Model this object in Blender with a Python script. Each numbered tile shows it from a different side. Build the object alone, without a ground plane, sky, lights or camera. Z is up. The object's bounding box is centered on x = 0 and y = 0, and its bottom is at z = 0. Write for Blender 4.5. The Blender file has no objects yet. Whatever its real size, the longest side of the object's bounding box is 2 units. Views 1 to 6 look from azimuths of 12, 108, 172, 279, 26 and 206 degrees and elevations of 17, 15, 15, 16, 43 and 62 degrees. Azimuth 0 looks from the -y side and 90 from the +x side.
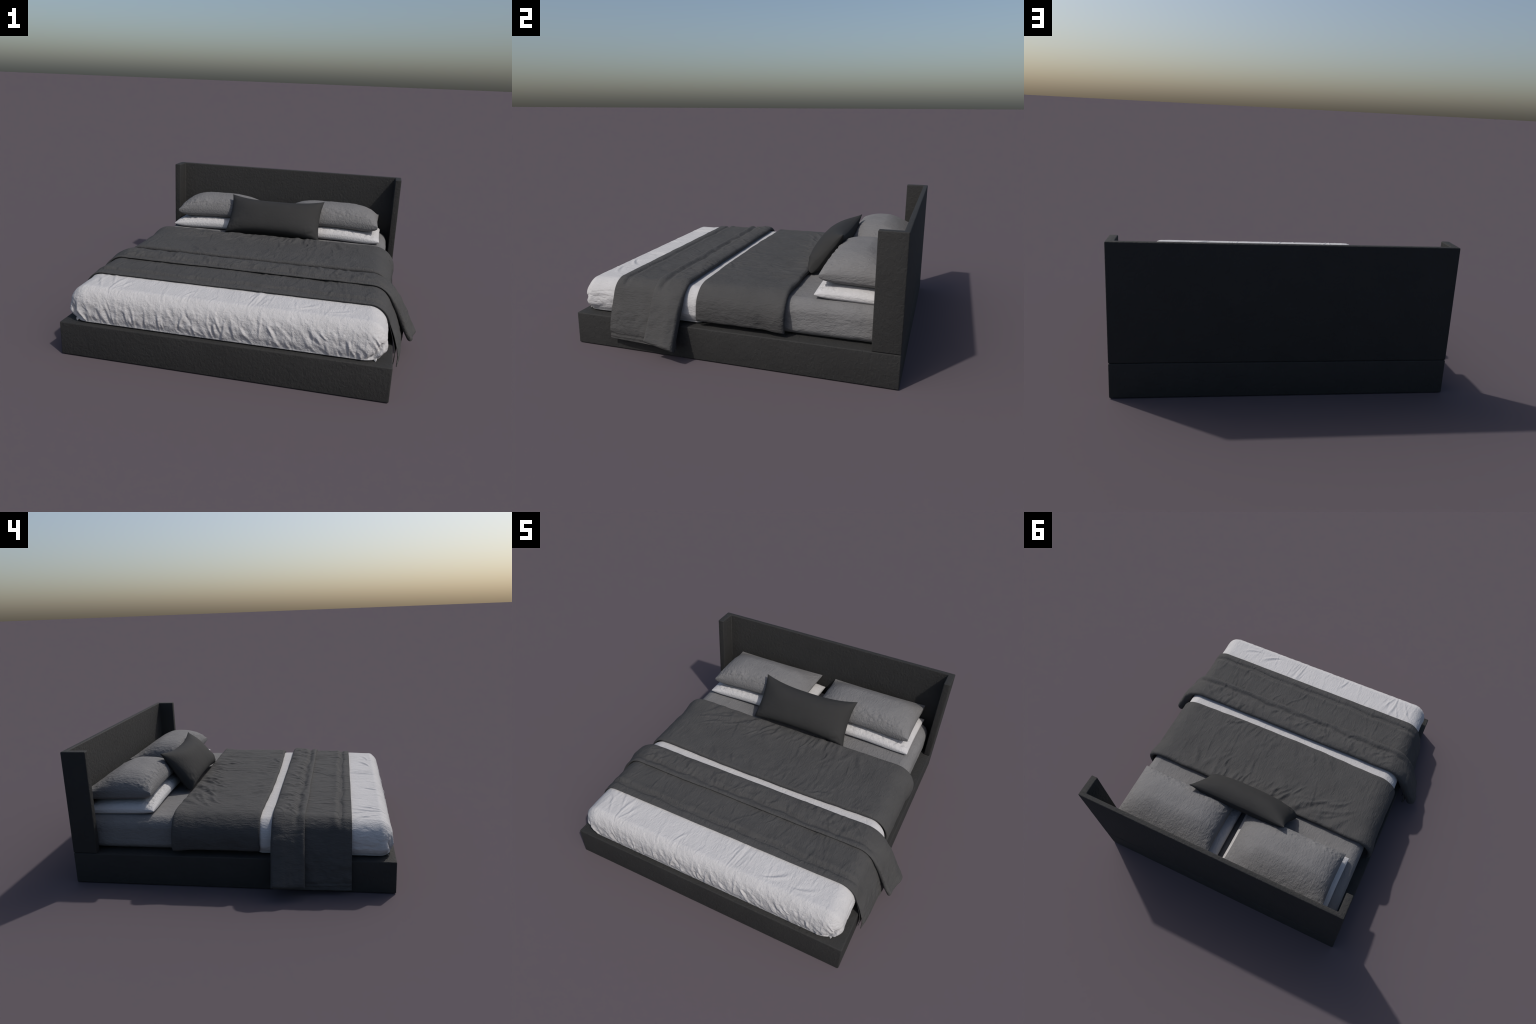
# A low upholstered platform bed with a winged headboard, made up in white, grey and charcoal linen.
import bpy, bmesh, math
import numpy as np

# ------------------------------------------------------------------ noise and small helpers
_rng = np.random.default_rng(11)
_PERM = np.concatenate([_rng.permutation(256)] * 3)
_G = _rng.normal(size=(256, 3)); _G /= np.linalg.norm(_G, axis=1)[:, None]


def perlin(p):
    """Gradient noise, about -0.7..0.7, for an (..., 3) array."""
    p = np.asarray(p, float); i = np.floor(p).astype(int); f = p - i
    w = f * f * f * (f * (f * 6 - 15) + 10); i &= 255
    out = 0.0
    for a in (0, 1):
        for b in (0, 1):
            for c in (0, 1):
                h = _PERM[_PERM[_PERM[i[..., 0] + a] + i[..., 1] + b] + i[..., 2] + c]
                g = _G[h]
                d = g[..., 0] * (f[..., 0] - a) + g[..., 1] * (f[..., 1] - b) + g[..., 2] * (f[..., 2] - c)
                out = out + d * np.where(a, w[..., 0], 1 - w[..., 0]) * np.where(b, w[..., 1], 1 - w[..., 1]) * np.where(c, w[..., 2], 1 - w[..., 2])
    return out


def fbm(p, scale, octaves=3, gain=0.5):
    q = np.asarray(p, float) * np.asarray(scale, float)
    return sum(gain ** k * perlin(q * 2.0 ** k + 17.3 * k) for k in range(octaves))


def ridged(p, scale, sharp=3.0):
    """Thin crests on a flat field: the pinched folds of cloth."""
    return np.maximum(0, 1 - np.abs(fbm(p, scale, 2)) * sharp) ** 2


def smooth(a, b, x):
    t = np.clip((np.asarray(x, float) - a) / (b - a), 0, 1)
    return t * t * (3 - 2 * t)


def bump_at(x, c, w):
    return np.exp(-((x - c) / w) ** 2)


def creases(x, y, lines):
    """Sum of soft ridges. Each line: (x, y, angle, length, width, height, bend)."""
    out = np.zeros(np.broadcast(x, y).shape)
    for cx, cy, ang, ln, wd, ht, bend in lines:
        dx, dy = x - cx, y - cy
        s = dx * math.cos(ang) + dy * math.sin(ang)
        t = -dx * math.sin(ang) + dy * math.cos(ang) + bend * s * s
        fade = np.clip(1 - (s / ln) ** 2, 0, None) ** 1.5
        wide = wd * (0.6 + 0.8 * np.clip(s / ln + 0.5, 0, 1))
        out += ht * fade * (np.exp(-(t / wide) ** 2) - 0.6 * np.exp(-((t - 2.1 * wide) / (1.3 * wide)) ** 2))
    return out


def catmull(points, n):
    """n points evenly spaced by length on a smooth curve through the control points."""
    P = np.asarray(points, float)
    Q = np.vstack([2 * P[0] - P[1], P, 2 * P[-1] - P[-2]])
    t = np.linspace(0, 1, 12, endpoint=False)[:, None]
    seg = []
    for k in range(1, len(Q) - 2):
        a, b, c, d = Q[k - 1], Q[k], Q[k + 1], Q[k + 2]
        seg.append(0.5 * (2 * b + (c - a) * t + (2 * a - 5 * b + 4 * c - d) * t ** 2 + (3 * b - a - 3 * c + d) * t ** 3))
    R = np.vstack(seg + [P[-1:]])
    return resample(R, n)


def resample(R, n):
    L = np.concatenate([[0], np.cumsum(np.linalg.norm(np.diff(R, axis=0), axis=1))])
    s = np.linspace(0, L[-1], n)
    return np.stack([np.interp(s, L, R[:, k]) for k in range(R.shape[1])], 1)


def mesh_object(name, verts, faces, mat, parent=None, angle=None):
    me = bpy.data.meshes.new(name)
    me.from_pydata([], [], [])
    verts = np.ascontiguousarray(verts, np.float32); faces = np.ascontiguousarray(faces, np.int32)
    me.vertices.add(len(verts)); me.vertices.foreach_set("co", verts.ravel())
    k = faces.shape[1]
    me.loops.add(faces.size); me.loops.foreach_set("vertex_index", faces.ravel())
    me.polygons.add(len(faces)); me.polygons.foreach_set("loop_start", np.arange(0, faces.size, k, dtype=np.int32))
    me.update(calc_edges=True); me.validate()
    bm = bmesh.new(); bm.from_mesh(me)
    bmesh.ops.remove_doubles(bm, verts=bm.verts, dist=1e-5)
    bmesh.ops.recalc_face_normals(bm, faces=bm.faces)
    bm.to_mesh(me); bm.free()
    return finish(name, me, mat, parent, angle)


def finish(name, me, mat, parent=None, angle=None):
    for p in me.polygons:
        p.use_smooth = True
    if angle:
        me.set_sharp_from_angle(angle=math.radians(angle))
    me.materials.append(mat)
    ob = bpy.data.objects.new(name, me)
    bpy.context.scene.collection.objects.link(ob)
    if parent:
        ob.parent = parent
    return ob


def grid_faces(nu, nv, start=0, flip=False):
    i, j = np.meshgrid(np.arange(nu - 1), np.arange(nv - 1), indexing="ij")
    a = start + i * nv + j
    f = np.stack([a, a + nv, a + nv + 1, a + 1], -1).reshape(-1, 4)
    return f[:, ::-1] if flip else f


def grid_normals(P):
    n = np.cross(np.gradient(P, axis=0), np.gradient(P, axis=1))
    return n / np.maximum(np.linalg.norm(n, axis=-1, keepdims=True), 1e-12)


def tag(ob, label, category):
    ob["label"] = label; ob["category"] = category
    return ob


# ------------------------------------------------------------------ materials
def fabric(name, colour, vary=0.12, rough=0.85, spec=0.25, sheen=0.0, grain=(), weave=0.0, mottle=9.0):
    """Cloth: a flat dye with faint mottling, and layered bumps. grain: list of (scale xyz, strength, distance, ridge)."""
    m = bpy.data.materials.new(name); m.use_nodes = True
    nt = m.node_tree; N = nt.nodes; L = nt.links
    b = N["Principled BSDF"]
    b.inputs["Roughness"].default_value = rough
    b.inputs["Specular IOR Level"].default_value = spec
    b.inputs["Sheen Weight"].default_value = sheen
    b.inputs["Sheen Roughness"].default_value = 0.5
    co = N.new("ShaderNodeTexCoord")
    no = N.new("ShaderNodeTexNoise"); no.inputs["Scale"].default_value = mottle; no.inputs["Detail"].default_value = 4
    L.new(co.outputs["Object"], no.inputs["Vector"])
    rp = N.new("ShaderNodeValToRGB")
    lo = [c * (1 - vary) for c in colour] + [1]; hi = [min(1, c * (1 + vary)) for c in colour] + [1]
    rp.color_ramp.elements[0].position = 0.3; rp.color_ramp.elements[0].color = lo
    rp.color_ramp.elements[1].position = 0.7; rp.color_ramp.elements[1].color = hi
    L.new(no.outputs["Fac"], rp.inputs["Fac"])
    L.new(rp.outputs["Color"], b.inputs["Base Color"])
    prev = None
    for scale, strength, dist, ridge in grain:
        mp = N.new("ShaderNodeMapping"); mp.inputs["Scale"].default_value = scale
        L.new(co.outputs["Object"], mp.inputs["Vector"])
        t = N.new("ShaderNodeTexNoise"); t.inputs["Scale"].default_value = 1.0
        t.inputs["Detail"].default_value = 3.0; t.inputs["Roughness"].default_value = 0.5; t.inputs["Distortion"].default_value = 0.5
        L.new(mp.outputs["Vector"], t.inputs["Vector"])
        h = t.outputs["Fac"]
        if ridge:
            s = N.new("ShaderNodeMath"); s.operation = "SUBTRACT"; s.inputs[1].default_value = 0.5
            a = N.new("ShaderNodeMath"); a.operation = "ABSOLUTE"
            L.new(h, s.inputs[0]); L.new(s.outputs[0], a.inputs[0]); h = a.outputs[0]
        bp = N.new("ShaderNodeBump"); bp.inputs["Strength"].default_value = strength; bp.inputs["Distance"].default_value = dist
        L.new(h, bp.inputs["Height"])
        if prev:
            L.new(prev, bp.inputs["Normal"])
        prev = bp.outputs["Normal"]
    if weave:
        for direction in ("X", "Y", "Z"):
            wv = N.new("ShaderNodeTexWave"); wv.bands_direction = direction
            wv.inputs["Scale"].default_value = 220; wv.inputs["Distortion"].default_value = 0.6
            L.new(co.outputs["Object"], wv.inputs["Vector"])
            bp = N.new("ShaderNodeBump"); bp.inputs["Strength"].default_value = weave; bp.inputs["Distance"].default_value = 0.0006
            L.new(wv.outputs["Fac"], bp.inputs["Height"])
            if prev:
                L.new(prev, bp.inputs["Normal"])
            prev = bp.outputs["Normal"]
    if prev:
        L.new(prev, b.inputs["Normal"])
    return m


UPHOLSTERY = fabric("charcoal_upholstery", (0.0235, 0.0235, 0.0232), 0.06, 0.8, 0.3,
                    grain=[((64, 64, 50), 1.0, 0.0036, False), ((190, 190, 170), 0.6, 0.0010, False)])
LINEN_WHITE = fabric("white_linen", (0.46, 0.455, 0.46), 0.03, 0.9, 0.2,
                     grain=[((100, 42, 100), 1.0, 0.0034, False), ((210, 120, 210), 0.8, 0.0014, False)])
LINEN_GREY = fabric("grey_linen", (0.154, 0.153, 0.155), 0.05, 0.9, 0.2,
                    grain=[((100, 38, 100), 1.0, 0.0044, False), ((210, 110, 210), 0.8, 0.0016, False)])
LINEN_CHARCOAL = fabric("charcoal_linen", (0.056, 0.0555, 0.0555), 0.06, 0.88, 0.25,
                        grain=[((105, 36, 105), 1.0, 0.0042, False), ((210, 110, 210), 0.8, 0.0016, False)])
CUSHION_COTTON = fabric("dark_cushion_cotton", (0.027, 0.027, 0.027), 0.05, 0.85, 0.25,
                        grain=[((60, 60, 60), 0.4, 0.003, False)])

# ------------------------------------------------------------------ bed frame and headboard
HX, HY = 0.868, 0.932
FRAME_TOP = 0.188
HEAD_TOP = 0.803
WING_T, PANEL_T, WING_FRONT = 0.043, 0.029, 0.785

bed = bpy.data.objects.new("platform_bed", None)
bed.empty_display_size = 0.2
bpy.context.scene.collection.objects.link(bed)
tag(bed, "low charcoal upholstered platform bed with winged headboard", "bed")


def bevelled(bm, width, segments=4):
    es = [e for e in bm.edges if len(e.link_faces) == 2 and e.calc_face_angle(0) > 0.5]
    bmesh.ops.bevel(bm, geom=es, offset=width, segments=segments, profile=0.5, affect="EDGES")


def to_object(bm, name, mat, parent):
    me = bpy.data.meshes.new(name); bm.to_mesh(me); bm.free()
    return finish(name, me, mat, parent, 40)


bm = bmesh.new()
bmesh.ops.create_cube(bm, size=1)
bmesh.ops.scale(bm, vec=(2 * HX, 2 * HY, FRAME_TOP), verts=bm.verts)
bmesh.ops.translate(bm, vec=(0, 0, FRAME_TOP / 2), verts=bm.verts)
bevelled(bm, 0.007)
frame = to_object(bm, "bed_frame", UPHOLSTERY, bed)

# headboard: one U-shaped plan pulled up, edges softened, then parted into panel and wings
plan = [(-HX, HY), (-HX, WING_FRONT), (-HX + WING_T, WING_FRONT), (-HX + WING_T, HY - PANEL_T),
        (HX - WING_T, HY - PANEL_T), (HX - WING_T, WING_FRONT), (HX, WING_FRONT), (HX, HY)]
bm = bmesh.new()
low = [bm.verts.new((x, y, 0.1895)) for x, y in plan]
face = bm.faces.new(low)
up = bmesh.ops.extrude_face_region(bm, geom=[face])
bmesh.ops.translate(bm, vec=(0, 0, HEAD_TOP - 0.1895), verts=[v for v in up["geom"] if isinstance(v, bmesh.types.BMVert)])
bmesh.ops.recalc_face_normals(bm, faces=bm.faces)
bevelled(bm, 0.006)
bmesh.ops.bisect_plane(bm, geom=bm.verts[:] + bm.edges[:] + bm.faces[:], plane_co=(0, HY - PANEL_T - 0.009, 0), plane_no=(0, 1, 0))
me = bpy.data.meshes.new("headboard_whole"); bm.to_mesh(me)
cut = HY - PANEL_T - 0.009


def take(keep):
    b2 = bmesh.new(); b2.from_mesh(me)
    bmesh.ops.delete(b2, geom=[f for f in b2.faces if not keep(f.calc_center_median())], context="FACES")
    return b2


headboard = to_object(take(lambda c: c.y > cut), "headboard", UPHOLSTERY, bed)
for sx in (1, -1):
    to_object(take(lambda c: c.y <= cut and c.x * sx > 0), "headboard_wing", UPHOLSTERY, headboard)
bpy.data.meshes.remove(me)


# ------------------------------------------------------------------ mattress and tucked coverlet
def rounded_block(x0, x1, y0, y1, z0, z1, r_side, r_y, r_top, r_bot, step, step_y=None):
    """Surface of a block with elliptic edges: list of six (point grid, normal grid)."""
    def axis(a, b, ra, rb, st):
        ka, kb = max(4, int(ra * 1.3 / st)), max(4, int(rb * 1.3 / st))
        mid = max(2, int((b - a - ra - rb) / st))
        return np.concatenate([a + ra * np.linspace(0, 1, ka, endpoint=False), np.linspace(a + ra, b - rb, mid, endpoint=False), b - rb + rb * np.linspace(0, 1, kb + 1)])
    sy = step_y or step
    X, Y, Z = axis(x0, x1, r_side, r_side, step), axis(y0, y1, r_y, r_y, sy), axis(z0, z1, r_bot, r_top, step)
    lo = np.array([x0 + r_side, y0 + r_y, z0 + r_bot]); hi = np.array([x1 - r_side, y1 - r_y, z1 - r_top])
    patches = []
    for ax, val in ((0, x0), (0, x1), (1, y0), (1, y1), (2, z0), (2, z1)):
        oth = [k for k in (0, 1, 2) if k != ax]
        A, B = np.meshgrid((X, Y, Z)[oth[0]], (X, Y, Z)[oth[1]], indexing="ij")
        p = np.zeros(A.shape + (3,)); p[..., oth[0]] = A; p[..., oth[1]] = B; p[..., ax] = val
        q = np.clip(p, lo, hi); r = np.empty(p.shape)
        r[..., 0] = r_side; r[..., 1] = r_y; r[..., 2] = np.where(p[..., 2] > q[..., 2], r_top, r_bot)
        d = (p - q) / r
        ang = np.tan(np.clip(d, -1, 1) * math.pi / 4)          # even spacing round the bends
        ang /= np.maximum(np.linalg.norm(ang, axis=-1, keepdims=True), 1e-9)
        s = q + ang * r
        n = ang / r; n /= np.linalg.norm(n, axis=-1, keepdims=True)
        patches.append((s, n))
    return patches


def patches_to_mesh(name, patches, mat, parent):
    V, F, k = [], [], 0
    for s in patches:
        V.append(s.reshape(-1, 3)); F.append(grid_faces(s.shape[0], s.shape[1], k)); k += s.shape[0] * s.shape[1]
    return mesh_object(name, np.vstack(V), np.vstack(F), mat, parent)


SHEET_TOP, MATT_TOP = 0.391, 0.388
pats = []
for s, n in rounded_block(-0.805, 0.805, -0.86, 0.897, 0.187, MATT_TOP, 0.075, 0.05, 0.07, 0.05, 0.008):
    side = smooth(0.3, 0.8, np.abs(n[..., 0]))
    h = 0.0016 * fbm(s, (28, 12, 30), 3) + 0.0018 * side * fbm(s, (30, 30, 45), 2)
    s = s + n * (h * smooth(0.186, 0.20, s[..., 2]))[..., None]
    hid = smooth(0.28, 0.08, s[..., 1])                     # sinks out of sight under the coverlet
    s[..., 0] *= 1 - 0.05 * hid
    s[..., 2] = np.where(s[..., 2] > 0.25, s[..., 2] - 0.02 * hid, s[..., 2])
    pats.append(s)
mattress = patches_to_mesh("mattress", pats, LINEN_GREY, bed)

rng = np.random.default_rng(5)
foot_lines = []
for _ in range(95):                                   # pulled folds over the foot face
    x = rng.uniform(-0.8, 0.8)
    lean = math.radians(90) + (0.12 + 0.55 * smooth(-0.3, 0.6, x)) * rng.uniform(0.3, 1.5) + rng.normal(0, 0.18)
    foot_lines.append((x, rng.uniform(0.17, 0.33), lean, rng.uniform(0.04, 0.12), rng.uniform(0.004, 0.009), rng.uniform(0.001, 0.004) * rng.choice([1, 1, -0.7]), rng.normal(0, 2.0)))
top_lines = [(-0.60, -0.79, 1.45, 0.13, 0.008, 0.004, 1.5), (-0.55, -0.80, 1.15, 0.10, 0.008, 0.0035, -1.0),
             (-0.70, -0.77, 2.0, 0.12, 0.009, 0.004, 0.5), (-0.74, -0.72, 2.5, 0.12, 0.010, 0.004, 0.8),
             (-0.64, -0.72, 1.9, 0.12, 0.008, 0.003, 0.0), (0.16, -0.77, 1.42, 0.13, 0.007, 0.004, 0.0),
             (0.19, -0.77, 1.42, 0.12, 0.007, -0.003, 0.0), (-0.19, -0.82, 1.1, 0.07, 0.006, 0.003, 1.0),
             (0.42, -0.81, 0.5, 0.10, 0.009, 0.005, -2.0), (0.58, -0.82, 0.25, 0.09, 0.008, 0.0035, -2.0)]
for _ in range(26):
    top_lines.append((rng.uniform(-0.75, 0.75), rng.uniform(-0.86, -0.72), rng.normal(1.5, 0.2), rng.uniform(0.05, 0.16), rng.uniform(0.004, 0.008), rng.uniform(0.0006, 0.0018), 0))

pats = []
for s, n in rounded_block(-0.834, 0.834, -0.918, 0.12, 0.186, SHEET_TOP, 0.10, 0.072, 0.109, 0.012, 0.0042, 0.005):
    x, y, z = s[..., 0], s[..., 1], s[..., 2]
    front = smooth(0.25, 0.75, -n[..., 1]); side = smooth(0.3, 0.8, np.abs(n[..., 0])); top = smooth(0.4, 0.9, n[..., 2])
    near = smooth(0.0, -0.55, y)
    body = smooth(0.188, 0.222, z)
    tuck = smooth(0.25, 0.188, z)
    low = smooth(0.40, 0.27, z)
    h = 0.0016 * fbm(s, (22, 11, 22), 3)
    h = h + front * (1.5 * creases(x, z, foot_lines) * (0.25 + 0.75 * low) + 0.0028 * low * fbm(s + 0.02 * fbm(s, 9, 2)[..., None], (34, 34, 30), 3)
                     + 0.0035 * (0.3 + 0.7 * low) * ridged(s + 0.25 * (z[..., None] - 0.3) * (1, 0, 0), (20, 20, 9), 2.8) - 0.003)
    h = h + side * near * (0.0045 * low * fbm(s, (20, 16, 30), 3) - 0.0025 * low * ridged(s, (10, 9, 24), 3.0))
    h = h + top * creases(x, y, top_lines) - 0.001 * top
    # pinch above the tucked hem, and the folded-over corners
    h = h - 0.004 * bump_at(z, 0.203, 0.005) * smooth(0.3, 0.7, np.maximum(side, front)) * (0.6 + fbm(s, 14, 2))
    edge = -0.905 + 0.018 * smooth(0.19, 0.30, z) - 0.02 * smooth(0.21, 0.187, z)   # line of the corner fold, on y
    corner = smooth(0.74, 0.80, np.abs(x)) * smooth(0.295, 0.26, z)
    h = h + corner * (0.006 * smooth(edge - 0.001, edge + 0.005, y) * smooth(edge + 0.09, edge + 0.02, y) - 0.014 * bump_at(y, edge - 0.005, 0.0065))
    s = s + n * (h * body)[..., None]
    s[..., 1] += 0.012 * tuck * smooth(-0.72, -0.84, y)
    s[..., 0] -= np.sign(x) * 0.026 * tuck * smooth(0.70, 0.78, np.abs(x))
    s[..., 2] -= 0.005 * smooth(-0.68, -0.84, y) * smooth(0.25, 0.38, z)
    s[..., 0] *= 1 - 0.05 * smooth(-0.19, -0.13, y)           # drawn in beneath the duvet
    pats.append(s)
coverlet = patches_to_mesh("coverlet", pats, LINEN_WHITE, bed)

# the small tails of cloth that stick out under the folded corners
for sx in (1, -1):
    t = np.linspace(0, 1, 9)
    V = []
    for off in (0.0, 0.004):
        for k in t:
            w = 0.011 * math.sin(math.pi * (0.25 + 0.75 * k)) + 0.001
            c = np.array([sx * (0.776 + 0.010 * k), -0.876 - 0.016 * k, 0.203 - 0.0145 * k ** 2])
            V += [c + (-w * sx, w * 0.4, off), c + (w * sx, -w * 0.4, off)]
    V = np.array(V).reshape(2, 9, 2, 3)
    ring = np.stack([V[0, :, 0], V[0, :, 1], V[1, :, 1], V[1, :, 0], V[0, :, 0]], 1)
    mesh_object("coverlet_tail", ring.reshape(-1, 3), grid_faces(9, 5), LINEN_WHITE, coverlet)


# ------------------------------------------------------------------ draped cloth
def bed_section(x_half, z_top, r_side, r_top, drop):
    """Half cross-section of the made bed from the middle of the top, round the side, down to z = drop."""
    top = [(x, z_top) for x in np.linspace(0, x_half - r_side, 40, endpoint=False)]
    a = np.linspace(math.pi / 2, 0, 24)
    bend = [(x_half - r_side + r_side * math.cos(t), z_top - r_top + r_top * math.sin(t)) for t in a]
    return top + bend


def rim_steps(R, a, b, step, k=6):
    """Samples from a to b, packed at both ends so that the rims come out round."""
    s = R * (1 - np.cos(np.linspace(0, math.pi / 2, k)))
    mid = np.linspace(a + R, b - R, max(3, int((b - a - 2 * R) / step)))
    return np.concatenate([a + s[:-1], mid, (b - s[:-1])[::-1]])


def cloth_shell(name, path_at, width_at, thick, inner_gap, relief, mat, nu, step_v, parent=None, rim=None, edge_wave=None):
    """Thick cloth. path_at(v01) -> (nu, 2) points in xz from left hem to right hem; width_at(u) -> y of both rims.
    thick(S, T, y) gives thickness, inner_gap the stand-off of the inner face, relief the outward wrinkles."""
    R = rim or 0.012
    y_mid = width_at(np.array([0.5]))
    W = float(y_mid[1][0] - y_mid[0][0])
    V01 = rim_steps(R / W, 0, 1, step_v / W)
    nv = len(V01)
    us = None
    rows = []
    for v in V01:
        P = path_at(v)
        L = np.concatenate([[0], np.cumsum(np.linalg.norm(np.diff(P, axis=0), axis=1))])
        if us is None:
            us = rim_steps(R / L[-1], 0, 1, 1.0 / nu)
        s = us * L[-1]
        rows.append(np.stack([np.interp(s, L, P[:, 0]), np.full(len(s), v), np.interp(s, L, P[:, 1])], 1))
    B = np.stack(rows, 1)                                    # (nu, nv, 3)
    U = np.broadcast_to(us[:, None], B.shape[:2]); V = np.broadcast_to(V01[None], B.shape[:2])
    y0, y1 = width_at(U)
    B[..., 1] = y0 + (y1 - y0) * V
    n = grid_normals(B)
    if n[len(us) // 2, nv // 2, 2] < 0:
        n = -n
    Ltot = 2.3
    dist = np.minimum(np.minimum(V, 1 - V) * W, np.minimum(U, 1 - U) * Ltot)
    e = np.clip(dist / R, 0, 1)
    f = np.sqrt(np.clip(1 - (1 - e) ** 2, 0, 1))
    T = thick(B, U, V)
    G = inner_gap(B, U, V)
    h = relief(B, n, U, V)
    mid = G + T / 2
    outer = B + n * (mid + T / 2 * f + h * (0.35 + 0.65 * e))[..., None]
    inner = B + n * (mid - T / 2 * f + h * 0.35 * (1 - e))[..., None]
    border = f < 1e-6
    inner[border] = outer[border]
    nu_, nv_ = B.shape[:2]
    Vx = np.vstack([outer.reshape(-1, 3), inner.reshape(-1, 3)])
    F = np.vstack([grid_faces(nu_, nv_), grid_faces(nu_, nv_, nu_ * nv_, True)])
    return mesh_object(name, Vx, F, mat, parent)


def both_sides(right, left):
    """Join two half sections (each from the middle outwards) into one path, left hem to right hem."""
    L = np.array(left)[::-1] * (-1, 1)
    return np.vstack([L[:-1], np.array(right)])


# --- charcoal duvet, a wide band across the upper half of the bed
SEC = bed_section(0.834, SHEET_TOP, 0.10, 0.113, 0.2)
DUVET_END = [(0.835, 0.252), (0.833, 0.235), (0.826, 0.221)]
rng = np.random.default_rng(21)
duvet_lines = []
for _ in range(34):                                    # folds fanning out where the cushion presses on the head edge
    x = rng.uniform(-0.62, 0.62)
    ang = math.pi / 2 + 1.1 * (x - 0.0) * rng.uniform(0.5, 1.4) + rng.normal(0, 0.45)
    duvet_lines.append((x, rng.uniform(0.16, 0.31), ang, rng.uniform(0.06, 0.16), rng.uniform(0.009, 0.020), rng.uniform(0.0015, 0.0040), rng.normal(0, 2.0)))
for k in range(22):                                    # and swing round towards the left hand side
    f = (k + rng.uniform(-0.4, 0.4)) / 21
    duvet_lines.append((0.34 - 0.92 * f, 0.285 - 0.10 * f * rng.uniform(0.2, 1.5), math.radians(98 - 78 * f ** 0.7) + rng.normal(0, 0.12), rng.uniform(0.05, 0.09) + 0.09 * f,
                        rng.uniform(0.009, 0.016), rng.uniform(0.003, 0.0055), rng.normal(0, 1.5)))
for _ in range(40):                                    # short gathers along the foot edge
    x = rng.uniform(-0.65, 0.75)
    duvet_lines.append((x, rng.uniform(-0.17, -0.07), math.pi / 2 - 0.7 * np.sign(x) * rng.uniform(0, 1.3) + rng.normal(0, 0.25), rng.uniform(0.04, 0.13), rng.uniform(0.007, 0.016), rng.uniform(0.001, 0.0032), rng.normal(0, 2.0)))
for _ in range(30):                                    # long faint pulls along the bed
    duvet_lines.append((rng.uniform(-0.75, 0.75), rng.uniform(-0.1, 0.25), math.pi / 2 + rng.normal(0, 0.12), rng.uniform(0.08, 0.2), rng.uniform(0.005, 0.009), rng.uniform(0.0006, 0.0018), 0))


def duvet_path(v):
    half = SEC + DUVET_END
    return resample(both_sides(half, half), 600)


def duvet_width(U):
    x = (U - 0.5) * 2
    wob = 0.006 * fbm(np.stack([x * 6, x * 0, x * 0 + 3], -1), 1, 3)
    mid = smooth(0.85, 0.2, np.abs(x))
    return -0.178 - 0.014 * mid + wob, 0.331 + 0.006 * fbm(np.stack([x * 5, x * 0, x * 0 + 9], -1), 1, 3)


def duvet_thick(B, U, V):
    side = smooth(0.70, 0.80, np.abs(B[..., 0]))
    head = smooth(0.72, 0.97, V)
    return 0.027 - 0.011 * side + 0.014 * head * (0.5 + 0.5 * side)


def duvet_relief(B, n, U, V):
    x, y = B[..., 0], B[..., 1]
    top = smooth(0.5, 0.95, n[..., 2])
    h = top * creases(x, y, duvet_lines) * (0.3 + 0.7 * smooth(0.75, 0.55, np.abs(x)))
    h = 1.0 * h + 0.0055 * fbm(B, (9, 7, 9), 3) + 0.0012 * fbm(B, (45, 16, 40), 2)
    h = h + 0.003 * (1 - top) * fbm(B, (25, 22, 30), 3) * smooth(0.38, 0.3, B[..., 2])
    h = h - 0.004 * bump_at(B[..., 2], 0.245, 0.012) * (1 - top) * (0.5 + fbm(B, (15, 15, 15), 2))
    h = h + 0.004 * smooth(0.8, 0.97, V) * fbm(B, (16, 9, 16), 2)
    return h


duvet = cloth_shell("duvet", duvet_path, duvet_width, duvet_thick, lambda B, U, V: 0.001 + 0 * U,
                    duvet_relief, LINEN_CHARCOAL, 430, 0.0042, rim=0.018)
tag(duvet, "charcoal crinkled linen duvet folded into a band", "duvet")

# --- throw: a wide under-fold, and the folded-back flap on top of it; both hang over the frame
SECT = bed_section(0.838, SHEET_TOP + 0.002, 0.102, 0.114, 0.2)


def mix_path(front_r, rear_r, front_l, rear_l, n=600):
    fr, rr = [catmull(SECT[:-6] + h, n // 2) for h in (front_r, rear_r)]
    fl, rl = [catmull(SECT[:-6] + h, n // 2) for h in (front_l, rear_l)]

    def at(v):
        return resample(both_sides(fr + (rr - fr) * v, fl + (rl - fl) * v), n)
    return at


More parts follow.
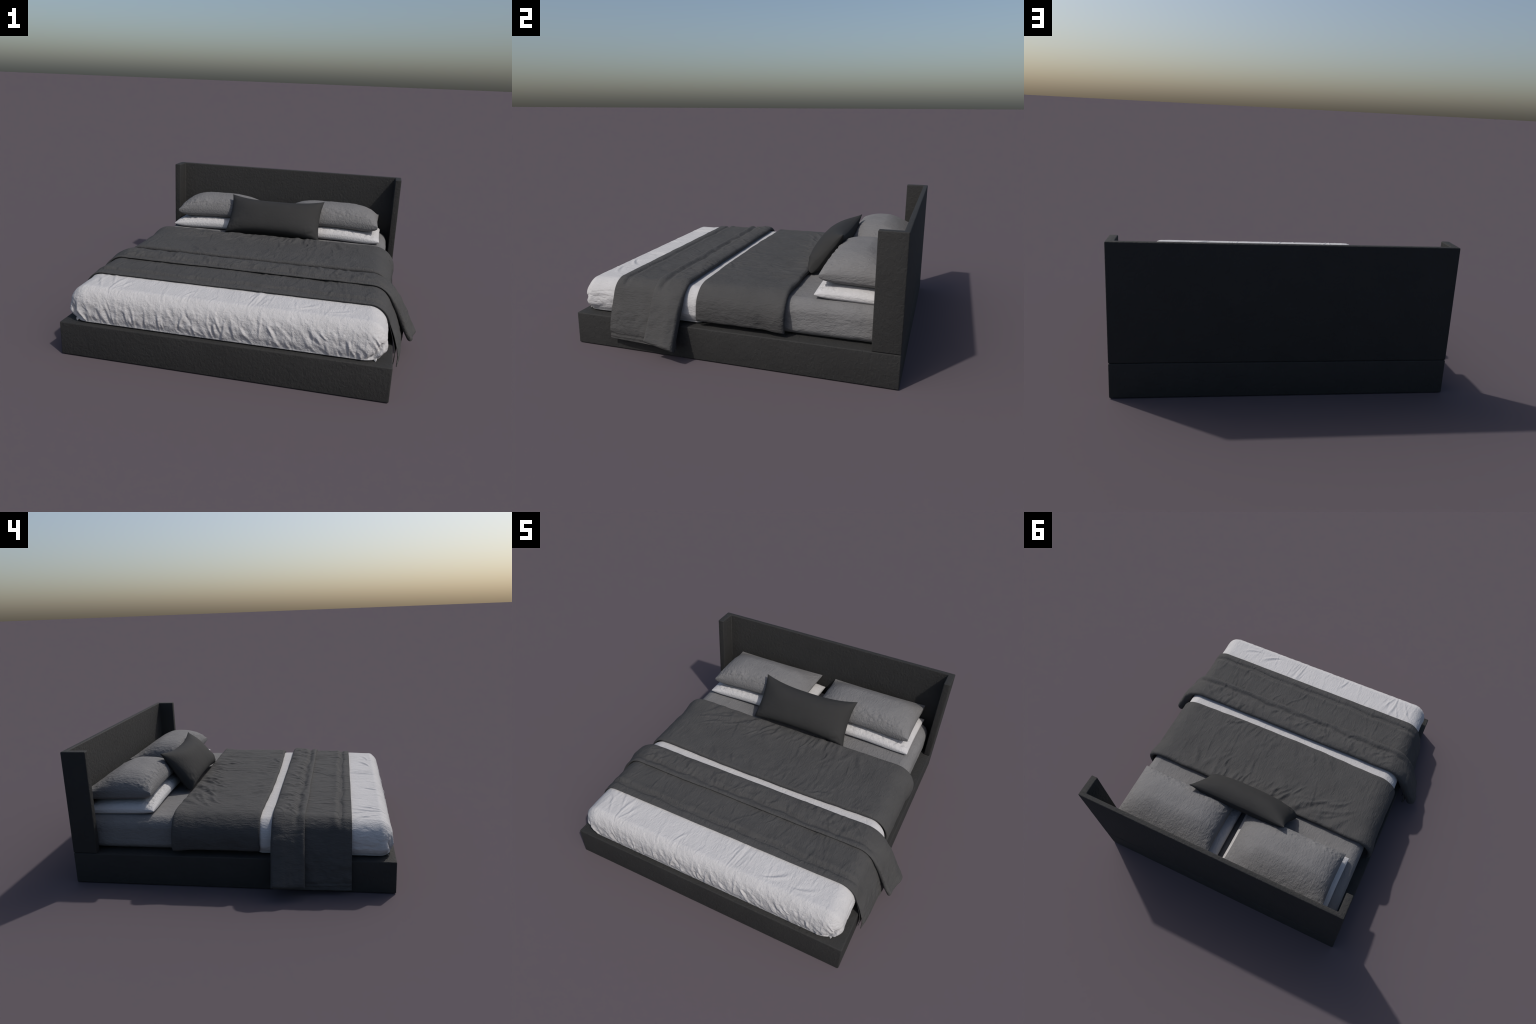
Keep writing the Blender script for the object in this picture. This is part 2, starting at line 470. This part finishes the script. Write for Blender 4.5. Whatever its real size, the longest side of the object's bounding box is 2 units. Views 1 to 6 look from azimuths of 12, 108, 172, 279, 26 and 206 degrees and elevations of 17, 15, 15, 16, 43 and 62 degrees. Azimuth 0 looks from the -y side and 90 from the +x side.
UNDER = mix_path([(0.840, 0.30), (0.857, 0.26), (0.873, 0.215), (0.886, 0.165), (0.893, 0.12), (0.892, 0.075)],
                 [(0.846, 0.30), (0.871, 0.25), (0.893, 0.205), (0.912, 0.155), (0.922, 0.11), (0.924, 0.072)],
                 [(0.840, 0.30), (0.856, 0.26), (0.870, 0.215), (0.882, 0.15), (0.889, 0.085), (0.890, 0.025)],
                 [(0.846, 0.30), (0.870, 0.25), (0.890, 0.205), (0.906, 0.14), (0.914, 0.08), (0.916, 0.03)])
UNDER_IN = mix_path([(0.838, 0.30), (0.852, 0.26), (0.866, 0.215), (0.877, 0.165), (0.881, 0.12), (0.878, 0.085)],
                    [(0.842, 0.30), (0.864, 0.25), (0.882, 0.205), (0.898, 0.155), (0.906, 0.11), (0.906, 0.082)],
                    [(0.838, 0.30), (0.852, 0.26), (0.864, 0.215), (0.874, 0.15), (0.878, 0.085), (0.878, 0.035)],
                    [(0.842, 0.30), (0.863, 0.25), (0.880, 0.205), (0.894, 0.14), (0.901, 0.08), (0.902, 0.04)])
FLAP = mix_path([(0.842, 0.30), (0.862, 0.26), (0.880, 0.22), (0.901, 0.175), (0.922, 0.135), (0.945, 0.095)],
                [(0.838, 0.30), (0.860, 0.25), (0.884, 0.205), (0.912, 0.155), (0.934, 0.115), (0.958, 0.066)],
                [(0.842, 0.30), (0.862, 0.25), (0.880, 0.20), (0.897, 0.15), (0.914, 0.10), (0.928, 0.052)],
                [(0.838, 0.30), (0.860, 0.25), (0.884, 0.20), (0.910, 0.145), (0.933, 0.10), (0.954, 0.052)])

rng = np.random.default_rng(33)
under_lines, flap_lines = [], []
for _ in range(55):
    under_lines.append((rng.uniform(-0.8, 0.8), rng.uniform(-0.68, -0.42), math.pi / 2 + rng.normal(0, 0.35), rng.uniform(0.04, 0.13), rng.uniform(0.005, 0.010), rng.uniform(0.0005, 0.0018), rng.normal(0, 2)))
for _ in range(60):
    flap_lines.append((rng.uniform(-0.75, 0.75), rng.uniform(-0.38, -0.26), math.pi / 2 + rng.normal(0, 0.5), rng.uniform(0.03, 0.10), rng.uniform(0.007, 0.014), rng.uniform(0.001, 0.0032), rng.normal(0, 4)))


def hem_ridge(B, z0):
    return 0.0035 * bump_at(B[..., 2], z0, 0.004) - 0.003 * bump_at(B[..., 2], z0 + 0.009, 0.005)


def under_relief(B, n, U, V):
    x, y, z = B[..., 0], B[..., 1], B[..., 2]
    top = smooth(0.5, 0.95, n[..., 2])
    wob = 0.02 * fbm(B, (5, 0, 0), 2)
    h = top * creases(x, y, under_lines)
    h = h - 0.009 * bump_at(y + wob, -0.628, 0.016) * top * (0.8 + 0.7 * fbm(B, (8, 0, 0), 2)) + 0.0025 * bump_at(y + wob, -0.600, 0.02) * top
    h = 1.5 * h + 0.005 * fbm(B, (9, 8, 9), 3) + 0.001 * fbm(B, (40, 15, 40), 2)
    hang = smooth(0.3, 0.2, z)
    h = h + hang * (0.009 * fbm(B, (8, 9, 12), 3) + 0.0035 * fbm(B, (28, 26, 34), 2))
    h = h + np.where(x > 0, hem_ridge(B, 0.095), hem_ridge(B, 0.058))
    return h


def flap_relief(B, n, U, V):
    x, y, z = B[..., 0], B[..., 1], B[..., 2]
    top = smooth(0.5, 0.95, n[..., 2])
    wob = 0.025 * fbm(B, (6, 0, 0), 2)
    h = top * creases(x, y, flap_lines)
    h = h - 0.015 * bump_at(y + wob, -0.385, 0.018) * top * (0.7 + 0.6 * fbm(B, (9, 0, 0), 2))
    h = h + 0.004 * top * fbm(B + 0.03 * fbm(B, 7, 2)[..., None], (22, 12, 12), 2) * bump_at(y, -0.35, 0.05)
    h = 1.25 * h + 0.005 * fbm(B, (11, 9, 11), 3) + 0.001 * fbm(B, (40, 15, 40), 2)
    hang = smooth(0.3, 0.2, z)
    h = h + hang * (0.009 * fbm(B, (9, 10, 9), 3) + 0.0022 * fbm(B, (28, 26, 34), 2))
    return h


throw = bpy.data.objects.new("throw_blanket", None)
throw.empty_display_size = 0.15
bpy.context.scene.collection.objects.link(throw)
throw.location = (0, -0.46, SHEET_TOP)
tag(throw, "charcoal linen throw folded double across the bed foot", "blanket")


def wave_edge(c, amp, seed):
    return lambda x: c + amp * fbm(np.stack([x * 4, x * 0 + seed, x * 0], -1), 1, 2)


e_front, e_flap, e_rear = wave_edge(-0.690, 0.003, 1), wave_edge(-0.434, 0.005, 2), wave_edge(-0.247, 0.006, 3)
under = cloth_shell("throw_under_fold", UNDER, lambda U: (e_front(U * 2 - 1), e_rear(U * 2 - 1) - 0.01 + 0 * U),
                    lambda B, U, V: 0.009 - 0.003 * smooth(0.1, 0.0, V), lambda B, U, V: 0.0035 + 0 * U, under_relief, LINEN_CHARCOAL, 470, 0.0045, throw, rim=0.004)
inner = cloth_shell("throw_lining_fold", UNDER_IN, lambda U: (e_front(U * 2 - 1) + 0.004, -0.30 + 0 * U),
                    lambda B, U, V: 0.003 + 0 * U, lambda B, U, V: 0 * U, lambda B, n, U, V: 0.004 * smooth(0.3, 0.2, B[..., 2]) * fbm(B, (9, 9, 12), 2), LINEN_CHARCOAL, 200, 0.012, throw, rim=0.0015)


def flap_thick(B, U, V):
    hang = smooth(0.39, 0.27, B[..., 2])
    return 0.015 + 0.012 * smooth(0.45, 0.9, V) + hang * (0.016 + 0.015 * smooth(0.15, 0.7, V))


def flap_gap(B, U, V):
    hang = smooth(0.33, 0.18, B[..., 2])
    return 0.0135 - 0.0115 * smooth(0.6, 1.0, V) + 0.004 * hang * (1 - V)


flap = cloth_shell("throw_flap", FLAP, lambda U: (e_flap(U * 2 - 1), e_rear(U * 2 - 1)), flap_thick, flap_gap,
                   flap_relief, LINEN_CHARCOAL, 470, 0.0042, throw, rim=0.017)
for o in (under, inner, flap):
    o.matrix_parent_inverse = throw.matrix_basis.inverted()


# ------------------------------------------------------------------ pillows and cushion
def pillow(name, origin, ax, ay, az, a, b, up, down, pull=(0.03, 0.03), top=None, bottom=None, dip=2.0, relief=None, seam=0.0, mat=None, n=(150, 110), floor=None, ceil=None, blunt=0.0, droop=None):
    """Stuffed case. (ax, ay, az): local axes; a, b half sizes to the corners; up/down: loft above and below the seam."""
    u = np.sin(np.linspace(-1, 1, n[0]) * math.pi / 2 * 0.92) / math.sin(math.pi / 2 * 0.92)
    v = np.sin(np.linspace(-1, 1, n[1]) * math.pi / 2 * 0.92) / math.sin(math.pi / 2 * 0.92)
    U, V = np.meshgrid(u, v, indexing="ij")
    X = a * U * (1 - pull[0] * (1 - np.abs(V) ** dip))
    Y = b * V * (1 - pull[1] * (1 - np.abs(U) ** dip) * (1 - 1.5 * blunt * smooth(0, -0.6, V)))
    edge = np.minimum((1 - np.abs(U)) * a, (1 - np.abs(V)) * b)
    border = edge < 1e-9

    def side(T, lo, hi):
        """(1 - |t|^p)^q with its own (p, q) on either side of the middle."""
        a = np.abs(T)
        k = 1 - blunt * smooth(0.2, -0.8, V)                     # fuller where the weight rests
        return np.where(T < 0, np.clip(1 - a ** lo[0], 0, 1) ** (lo[1] * k), np.clip(1 - a ** hi[0], 0, 1) ** (hi[1] * k))
    zt = up * side(U, top[0], top[1]) * side(V, top[2], top[3])
    zb = -down * side(U, bottom[0], bottom[1]) * side(V, bottom[2], bottom[3])
    L = np.stack([X, Y, zt], -1); D = np.stack([X, Y, zb], -1)
    ht, hb = relief(L, U, V, edge) if relief else (0, 0)
    body = smooth(0.0, 0.03, edge)
    L = L + grid_normals(L) * (ht * body)[..., None]
    D = D - grid_normals(D) * (hb * body)[..., None]
    if seam:
        ridge = seam * (1 - smooth(0.0, 0.006, edge))
        L[..., 2] += ridge * 0.5; D[..., 2] -= ridge * 0.5
        D[border] = L[border]
    if floor is not None:
        D[..., 2] = np.where(D[..., 2] < floor, floor + 0.12 * (D[..., 2] - floor), D[..., 2])
    if ceil is not None:
        L[..., 2] = np.where(L[..., 2] > ceil, ceil + 0.12 * (L[..., 2] - ceil), L[..., 2])
    if droop:                                                    # the outer end sags over the mattress edge
        sag = abs(droop[0]) * smooth(0.1, 0.95, np.sign(droop[0]) * U) * (0.75 + 0.25 * V)
        L[..., 2] -= sag * droop[1]
        D[..., 2] -= sag * np.where(border, droop[1], 1.0)
    M = np.stack([ax, ay, az], 0)
    V3 = np.vstack([L.reshape(-1, 3), D.reshape(-1, 3)]) @ M
    k = n[0] * n[1]
    ob = mesh_object(name, V3, np.vstack([grid_faces(*n), grid_faces(*n, k, True)]), mat)
    ob.location = origin
    return ob


def crumple(seed, strength=1.0, front=1.0):
    def relief(P, U, V, edge):
        Q = P + seed * 3.7
        rim = smooth(0.10, 0.02, edge)
        face = smooth(-0.4, -0.95, V) * front + 0.5 * rim
        h = 0.0025 * fbm(Q, (14, 9, 14), 3) + 0.0012 * fbm(Q, (40, 16, 30), 2)
        h = h + face * (0.0045 * fbm(Q, (38, 44, 40), 3) + 0.003 * ridged(Q, (26, 30, 16), 2.6) - 0.001)
        ears = smooth(0.75, 1.0, np.abs(U)) * smooth(0.7, 1.0, np.abs(V))
        h = h + 0.006 * ears * fbm(Q, (35, 35, 35), 2)
        return h * strength, 0.4 * h * strength
    return relief


EX, EY, EZ = np.eye(3)
for sx, seed, kx in ((1, 1, 0), (-1, 2, 0)):
    cx = sx * 0.3855 if sx > 0 else -0.381
    w = pillow("pillow", (cx, 0.678, 0.423), EX, EY, EZ, 0.368, 0.218, 0.056, 0.041, (0.012, 0.02), ((4.5, 0.42), (4.5, 0.42), (3.6, 0.42), (4, 0.6)), ((5, 0.45), (5, 0.45), (5, 0.45), (6, 0.4)), 2.0,
               crumple(seed, 0.85), 0.003, LINEN_WHITE, floor=-0.038, droop=(sx * 0.021, 1.0))
    tag(w, "flat white crinkled linen sleeping pillow", "pillow")
for sx, seed in ((1, 4), (-1, 5)):
    cx = 0.396 if sx > 0 else -0.386
    g = pillow("pillow", (cx, 0.688, 0.517), EX, EY, EZ, 0.338, 0.210, 0.110, 0.045, (0.02, 0.03),
               (((4.0, 0.58), (2.3, 0.85)) if sx < 0 else ((4.0, 0.6), (4.0, 0.6))) + ((3.0, 0.5), (1.6, 1.1)), ((7, 0.4), (7, 0.4), (6, 0.45), (6, 0.45)), 2.0,
               crumple(seed), 0.003, LINEN_GREY, floor=-0.042, droop=(sx * 0.022, 0.0))
    tag(g, "plump grey crinkled linen sleeping pillow", "pillow")

# lumbar cushion leaning on the pillows
TL, TR, BL, BR = (np.array(c) for c in ((-0.317, 0.535, 0.656), (0.352, 0.528, 0.648), (-0.329, 0.344, 0.405), (0.347, 0.342, 0.411)))
cx = (TR - TL + BR - BL) / 4; cy = (TL - BL + TR - BR) / 4
a, b = np.linalg.norm(cx), np.linalg.norm(cy)
ax = cx / a; az = -np.cross(cy / b, ax); az /= np.linalg.norm(az); ay = np.cross(az, ax)
if az[1] > 0:
    az = -az


def cushion_relief(P, U, V, edge):
    rim = smooth(0.05, 0.01, edge)
    low = smooth(-0.1, -0.8, V) * smooth(0.6, 0.9, np.abs(U))
    h = 0.0012 * fbm(P, (9, 9, 9), 2) + 0.009 * low * fbm(P, (24, 24, 24), 2) + 0.001 * rim * fbm(P, (40, 40, 40), 2)
    return h, h


cush = pillow("cushion", (TL + TR + BL + BR) / 4, ax, ay, az, a, b, 0.098, 0.062, (0.055, 0.25), ((2.6, 0.5), (2.6, 0.5), (2.6, 0.36), (2.2, 0.58)), ((2.6, 0.5), (2.6, 0.5), (2.6, 0.34), (2.4, 0.55)), 2.6,
              cushion_relief, 0.004, CUSHION_COTTON, blunt=0.34)
tag(cush, "long dark charcoal lumbar cushion with pointed corners", "cushion")
